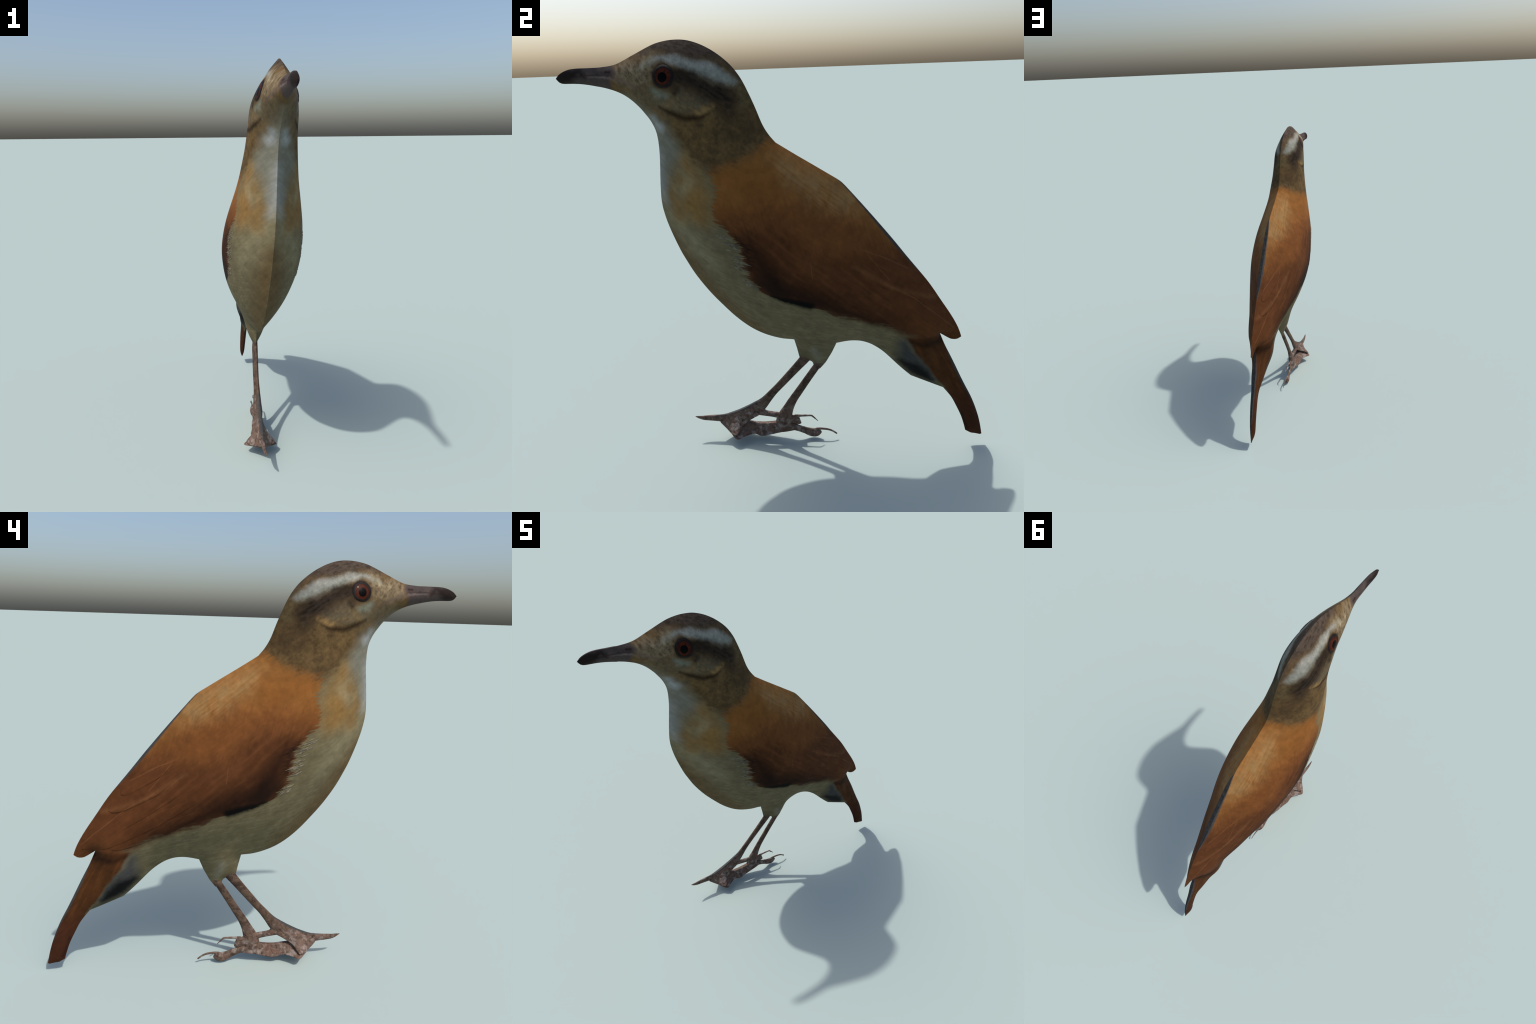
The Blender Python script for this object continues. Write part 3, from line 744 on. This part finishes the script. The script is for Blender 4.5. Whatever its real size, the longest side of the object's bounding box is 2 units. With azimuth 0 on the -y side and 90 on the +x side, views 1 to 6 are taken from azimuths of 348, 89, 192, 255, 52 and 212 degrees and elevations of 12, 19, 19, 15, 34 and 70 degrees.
def make_simple(name, colour, rough, coat=0.0, vary=None, scale=60.0, spec=0.3):
    n = Net(name)
    if vary:
        n.put(n.bsdf.inputs["Base Color"], n.mix(colour, vary, n.step(n.noise(n.obj, scale, 3.0), 0.38, 0.64)))
    else:
        n.bsdf.inputs["Base Color"].default_value = lin(colour)
    n.bsdf.inputs["Roughness"].default_value = rough
    n.bsdf.inputs["Specular IOR Level"].default_value = spec
    n.bsdf.inputs["Coat Weight"].default_value = coat
    n.bsdf.inputs["Coat Roughness"].default_value = 0.08
    return n.mat


# colours, as sRGB
C = {
    "belly": (118, 108, 80), "belly_light": (136, 127, 101), "belly_buff": (110, 90, 60), "breast_buff": (148, 113, 64), "breast_pale": (160, 150, 118),
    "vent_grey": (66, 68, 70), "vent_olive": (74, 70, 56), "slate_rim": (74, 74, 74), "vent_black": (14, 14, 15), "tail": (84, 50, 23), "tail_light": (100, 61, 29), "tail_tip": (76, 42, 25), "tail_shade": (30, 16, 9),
    "back": (152, 101, 50), "back_deep": (138, 87, 39), "back_pale": (164, 128, 82), "back_painted_toplight": (166, 115, 62), "covert": (124, 76, 38), "quill": (92, 54, 28), "quill_light": (110, 67, 38),
    "quill_dark": (32, 15, 7), "quill_rear": (104, 62, 33), "quill_black": (18, 12, 10), "quill_edge": (136, 90, 56), "slot": (6, 5, 4),
    "neck": (108, 86, 54), "neck_dark": (82, 64, 42), "cheek": (106, 94, 72), "lore": (144, 126, 98), "lore_dark": (96, 78, 58), "crown": (90, 77, 66),
    "crown_dark": (64, 53, 44), "nape_buff": (112, 98, 66), "mask": (56, 45, 36), "mask_dark": (32, 25, 18), "ear": (90, 80, 66), "brow": (164, 164, 154), "brow_grey": (136, 140, 128),
    "brow_cream": (160, 148, 118), "pale_spot": (130, 134, 118), "buff_spot": (150, 120, 76), "whisker": (44, 29, 12), "eye_skin": (26, 20, 18),
    "throat": (132, 130, 116), "throat_white": (172, 176, 174), "gape": (124, 104, 94), "bill": (84, 74, 71), "bill_pink": (118, 94, 86), "bill_brown": (96, 66, 42), "bill_dark": (42, 33, 30), "bill_pale": (132, 118, 112),
    "nostril": (48, 26, 22), "fringe_dark": (52, 42, 36), "slate_shin": (66, 66, 66), "thigh": (140, 138, 122), "shank": (102, 80, 64), "shank_dark": (68, 47, 35), "foot": (116, 93, 80), "foot_pale": (160, 145, 136), "foot_red": (112, 72, 56),
}
TERTIAL_LINES = [([(0.336, 1.107), (0.445, 1.054), (0.557, 0.987)], 0.0018, 0.5), ([(0.365, 1.083), (0.423, 1.009), (0.467, 0.956)], 0.0016, 0.45),
                 ([(0.300, 1.045), (0.394, 0.977), (0.482, 0.920), (0.60, 0.868), (0.69, 0.834)], 0.009, 0.4),
                 ([(0.440, 0.945), (0.504, 0.910), (0.585, 0.855), (0.675, 0.778), (0.734, 0.727), (0.790, 0.672)], 0.0018, 0.5),
                 ([(0.115, 1.085), (0.122, 1.01)], 0.0015, 0.5)]
plumage = make_plumage()
scaly = make_scaly()
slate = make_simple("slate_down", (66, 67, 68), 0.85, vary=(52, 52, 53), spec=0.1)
iris_mat = make_simple("red_brown_iris", (84, 36, 20), 0.5, coat=0.015, vary=(62, 26, 14), scale=70.0, spec=0.05)
pupil_mat = make_simple("black_pupil", (5, 4, 4), 0.35, coat=0.03, spec=0.03)
ring_mat = make_simple("dark_eyelid", (26, 20, 19), 0.6, vary=(38, 30, 28), spec=0.1)
tuft_mat = make_simple("pale_flank_down", (150, 142, 120), 0.85, vary=(120, 108, 92), spec=0.1)

# ------------------------------------------------------------------ assembly
FY, FZ, FX = fcent[:, 1], fcent[:, 2], fcent[:, 0]


def below(p, q):
    """True for faces on the right of the line p -> q in the (Y, Z) plane."""
    return (q[0] - p[0]) * (FZ - p[1]) - (q[1] - p[1]) * (FY - p[0]) < 0


is_beak = FY < -0.722 + 0.25 * (FZ - 1.86)
is_head = below((0.2, 1.69), (-0.8, 1.60)) & ~is_beak
is_neck = below((0.0, 1.56), (-0.6, 1.49)) & ~is_head & ~is_beak
is_tail = ~below((0.64, 0.36), (0.735, 0.64)) * False | (below((0.735, 0.640), (0.60, 0.385)) & (FZ < 0.70) & (FY > 0.55))
is_thigh = (FZ < 0.588) & (FY > 0.0) & (FY < 0.26) & below((0.02, 0.592), (0.24, 0.573))
wing_low = np.interp(FY, [-0.31, -0.20, -0.12, 0.0, 0.12, 0.30, 0.58, 0.735, 0.84], [1.30, 1.10, 0.965, 0.895, 0.865, 0.775, 0.655, 0.635, 0.590])
wing_top = np.interp(FY, [-0.31, -0.25, 0.0, 0.20, 0.34, 0.40], [1.30, 1.36, 1.33, 1.26, 1.24, 1.40])
is_wing = (FZ > wing_low) & (FZ < wing_top) & (FY > -0.31) & ~is_tail
is_torso = ~(is_beak | is_head | is_neck | is_tail | is_thigh | is_wing)

bird = bpy.data.objects.new("songbird", None)
scene_col.objects.link(bird)
bird["label"] = "slender rufous-backed songbird with pale brow, red eye, standing"
bird["category"] = "bird"
bird.empty_display_size = 0.2
bpy.context.view_layer.update()


def part(name, mesh, material, parent=None):
    ob = bpy.data.objects.new(name, mesh)
    scene_col.objects.link(ob)
    ob.parent = parent or bird
    if parent is None:
        ob.matrix_local = FRAME
    if material:
        mesh.materials.append(material)
    return ob


torso = part("torso", part_of_body("torso", is_torso), plumage)
head = part("head", part_of_body("head", is_head), plumage)
neck = part("neck", part_of_body("neck", is_neck), plumage)
beak = part("beak", part_of_body("beak", is_beak), plumage, head)
tail = part("tail", part_of_body("tail", is_tail), plumage)
wings = [part("wing", part_of_body("wing", is_wing & (FX < 0)), plumage), part("wing", part_of_body("wing", is_wing & (FX >= 0)), plumage)]
for ob in (torso, head, neck, beak, tail, *wings):
    ob.data.materials.append(slate)
thigh = part("thigh", part_of_body("thigh", is_thigh), plumage)


def melt(meshes, voxel=0.0028, soften=3):
    """Fuse overlapping limbs into one skin (voxel remesh, then a little smoothing)."""
    bm = bmesh.new()
    for me in meshes:
        bm.from_mesh(me)
    me = bpy.data.meshes.new("fused")
    bm.to_mesh(me)
    bm.free()
    ob = bpy.data.objects.new("fused", me)
    scene_col.objects.link(ob)
    mod = ob.modifiers.new("fuse", "REMESH")
    mod.mode, mod.voxel_size, mod.use_smooth_shade = "VOXEL", voxel, True
    sm = ob.modifiers.new("soften", "SMOOTH")
    sm.factor, sm.iterations = 0.5, soften
    bpy.context.view_layer.update()
    out = bpy.data.meshes.new_from_object(ob.evaluated_get(bpy.context.evaluated_depsgraph_get()))
    bpy.data.objects.remove(ob)
    return out


def split(me, rules):
    """Cut a skin into named regions whose borders coincide and which keep the whole skin's normals."""
    co = np.empty(len(me.vertices) * 3)
    me.vertices.foreach_get("co", co)
    co = co.reshape(-1, 3)
    nm = np.empty(len(me.vertices) * 3)
    me.vertices.foreach_get("normal", nm)
    nm = nm.reshape(-1, 3)
    groups = {}
    for poly in me.polygons:
        vs = list(poly.vertices)
        c = co[vs].mean(0)
        groups.setdefault(next(name for name, test in rules if test(c[1], c[2])), []).append(vs)
    out = []
    for name, polys in groups.items():
        ids = sorted({v for f in polys for v in f})
        back = {v: k for k, v in enumerate(ids)}
        fs = [[back[v] for v in f] for f in polys]
        out.append((name, mesh_from(name.split(":")[0], co[ids], fs, [nm[v] for f in polys for v in f])))
    return out


LIMBS = ((melt([limb("l", REAR_SHANK), spread_foot("f", REAR_SOLE), limb("t", REAR_HIND_TOE), limb("c", REAR_HIND_CLAW, 12)]),
          [("claw", lambda y, z: y > 0.155), ("toe:hind", lambda y, z: y > 0.035 and z < 0.085), ("toe:front", lambda y, z: y < -0.20), ("foot", lambda y, z: z < 0.145), ("leg", lambda y, z: True)]),
         (melt([limb("l", FRONT_SHANK), spread_foot("f", FRONT_SOLE), limb("t", FRONT_HIND_TOE), limb("t", FRONT_TOE), limb("c", FRONT_HIND_CLAW, 12)]),
          [("claw:hind", lambda y, z: y > 0.056), ("toe:hind", lambda y, z: y > -0.125 and z < 0.175), ("claw:front", lambda y, z: y < -0.47), ("toe:front", lambda y, z: y < -0.345),
           ("foot", lambda y, z: y < -0.150 and z < 0.235), ("leg", lambda y, z: True)]))
for skin_mesh, rules in LIMBS:
    pieces = split(skin_mesh, rules)
    leg = part("leg", next(me for nme, me in pieces if nme == "leg"), scaly)
    for nme, me in pieces:
        if nme != "leg":
            part(nme.split(":")[0], me, scaly, leg)
    bpy.data.meshes.remove(skin_mesh)


# ------------------------------------------------------------------ things that lie on the surface
def skin(y, z, side=1):
    """Distance of the skin from the bird's plane of the body at (y, z): local least-squares plane-plus-curvature through nearby mesh points."""
    d = (V2 - [y, z]) / 0.03
    w = np.exp(-(d ** 2).sum(1))
    k = w > 1e-3
    A = np.stack([np.ones(k.sum()), d[k, 0], d[k, 1], d[k, 0] ** 2, d[k, 0] * d[k, 1], d[k, 1] ** 2], 1)
    return float(np.linalg.lstsq(A * w[k, None] ** 0.5, (half[k] + side * lean[k]) * w[k] ** 0.5, rcond=None)[0][0])


def disc(name, cy, cz, r0, r1, lift0, lift1, side, rings=6, seg=40, squash=1.0):
    """A ring (or disc, r0 = 0) that follows the skin, domed from lift1 at its rim to lift0 inside."""
    verts, faces = [], []
    for i in range(rings + 1):
        r = r0 + (r1 - r0) * i / rings
        lift = lift1 + (lift0 - lift1) * (1 - (i / rings) ** 2)
        for s in range(seg):
            a = 2 * math.pi * s / seg
            y, z = cy + r * math.cos(a), cz + r * squash * math.sin(a)
            verts.append((side * (skin(y, z, side) + lift), y, z))
    for i in range(rings):
        for s in range(seg):
            q = (s + 1) % seg
            f = (i * seg + s, (i + 1) * seg + s, (i + 1) * seg + q, i * seg + q)
            faces.append(f if side > 0 else f[::-1])
    me = mesh_from(name, verts, faces)
    bm = bmesh.new()
    bm.from_mesh(me)
    bmesh.ops.remove_doubles(bm, verts=bm.verts, dist=1e-6)
    bm.to_mesh(me)
    bm.free()
    me.polygons.foreach_set("use_smooth", [True] * len(me.polygons))
    return me


EYE = (-0.483, 1.862)
for side in (-1, 1):
    lid = part("eye", disc("eye", *EYE, 0.034, 0.0470, 0.0035, -0.001, side), ring_mat)
    part("iris", disc("iris", *EYE, 0.0, 0.0395, 0.0058, 0.0016, side, rings=8), iris_mat, lid)
    part("pupil", disc("pupil", EYE[0] - 0.002, EYE[1] - 0.003, 0.0, 0.0195, 0.0066, 0.0052, side), pupil_mat, lid)


def plate(name, spine, width, lift, side, n=44, m=8):
    """A feather lying on the skin: spine points (Y, Z), greatest half width, height of its free edges."""
    c = spline3(spine, 9)
    c = np.stack([np.interp(np.linspace(0, len(c) - 1, n), np.arange(len(c)), c[:, q]) for q in (0, 1)], 1)
    d = np.gradient(c, axis=0)
    d /= np.linalg.norm(d, axis=1, keepdims=True)
    verts, faces = [], []
    for i in range(n):
        s = i / (n - 1)
        w = width * min(1, 0.35 + 1.6 * s) * math.sqrt(max(1e-4, 1 - max(0, (s - 0.72) / 0.28) ** 2.2))
        row = []
        for j in range(m + 1):
            t = j / m * 2 - 1
            y, z = c[i] + w * t * np.array([-d[i, 1], d[i, 0]])
            row.append((side * (skin(y, z, side) + lift * min(1, 2.2 * s) * (1 - 0.35 * t * t)), y, z))
        e0 = c[i] - w * 1.06 * np.array([-d[i, 1], d[i, 0]])
        e1 = c[i] + w * 1.06 * np.array([-d[i, 1], d[i, 0]])
        verts += [(side * (skin(*e0, side) - 0.002), *e0)] + row + [(side * (skin(*e1, side) - 0.002), *e1)]
    k = m + 3
    for i in range(n - 1):
        for j in range(k - 1):
            f = (i * k + j, i * k + j + 1, (i + 1) * k + j + 1, (i + 1) * k + j)
            faces.append(f if side < 0 else f[::-1])
    return mesh_from(name, verts, faces)


FEATHERS = [([(0.20, 0.885), (0.42, 0.775), (0.655, 0.668)], 0.030, 0.0012), ([(0.26, 0.925), (0.48, 0.800), (0.725, 0.665)], 0.032, 0.0018),
            ([(0.31, 0.975), (0.55, 0.830), (0.790, 0.648)], 0.034, 0.0022), ([(0.33, 1.045), (0.48, 0.945), (0.66, 0.845)], 0.032, 0.0030),
            ([(0.36, 1.085), (0.46, 1.020), (0.60, 0.925)], 0.026, 0.0034)]
for side, wing in zip((-1, 1), wings):
    for spine, w, lift in FEATHERS:
        part("flight_feather", plate("flight_feather", spine, w, lift, side), plumage, wing)

# pale flank down that straggles over the front edge of the wing
for side in (-1, 1):
    verts, faces = [], []
    rnd = random.Random(11)
    for k in range(40):
        s = rnd.random()
        y = float(np.interp(s, [0, 0.35, 0.7, 1], [-0.262, -0.205, -0.182, -0.135]))
        z = float(np.interp(s, [0, 0.35, 0.7, 1], [1.215, 1.135, 1.06, 0.965]))
        y -= rnd.uniform(0.005, 0.045)
        ang = math.radians(rnd.uniform(-24, -4))
        ln, wd, bend = rnd.uniform(0.035, 0.065), rnd.uniform(0.0032, 0.0060), rnd.uniform(-0.35, 0.15)
        base = len(verts)
        for i in range(7):
            t = i / 6
            a = ang + bend * t
            cy, cz = y + ln * t * math.cos(a), z + ln * t * math.sin(a)
            w = wd * (1 - t) ** 0.7 * min(1, 0.4 + 3 * t) + 1e-4
            ny, nz = -math.sin(a), math.cos(a)
            h = skin(cy, cz, side)
            verts += [(side * (h - 0.0015), cy - ny * w, cz - nz * w), (side * (h + 0.0026), cy, cz), (side * (h - 0.0015), cy + ny * w, cz + nz * w)]
        for i in range(6):
            for j in range(2):
                f = (base + 3 * i + j, base + 3 * i + j + 1, base + 3 * i + j + 4, base + 3 * i + j + 3)
                faces.append(f if side < 0 else f[::-1])
    tuft = part("flank_down", mesh_from("flank_down", verts, faces), tuft_mat, torso)
    tuft["kind"] = "stuff"
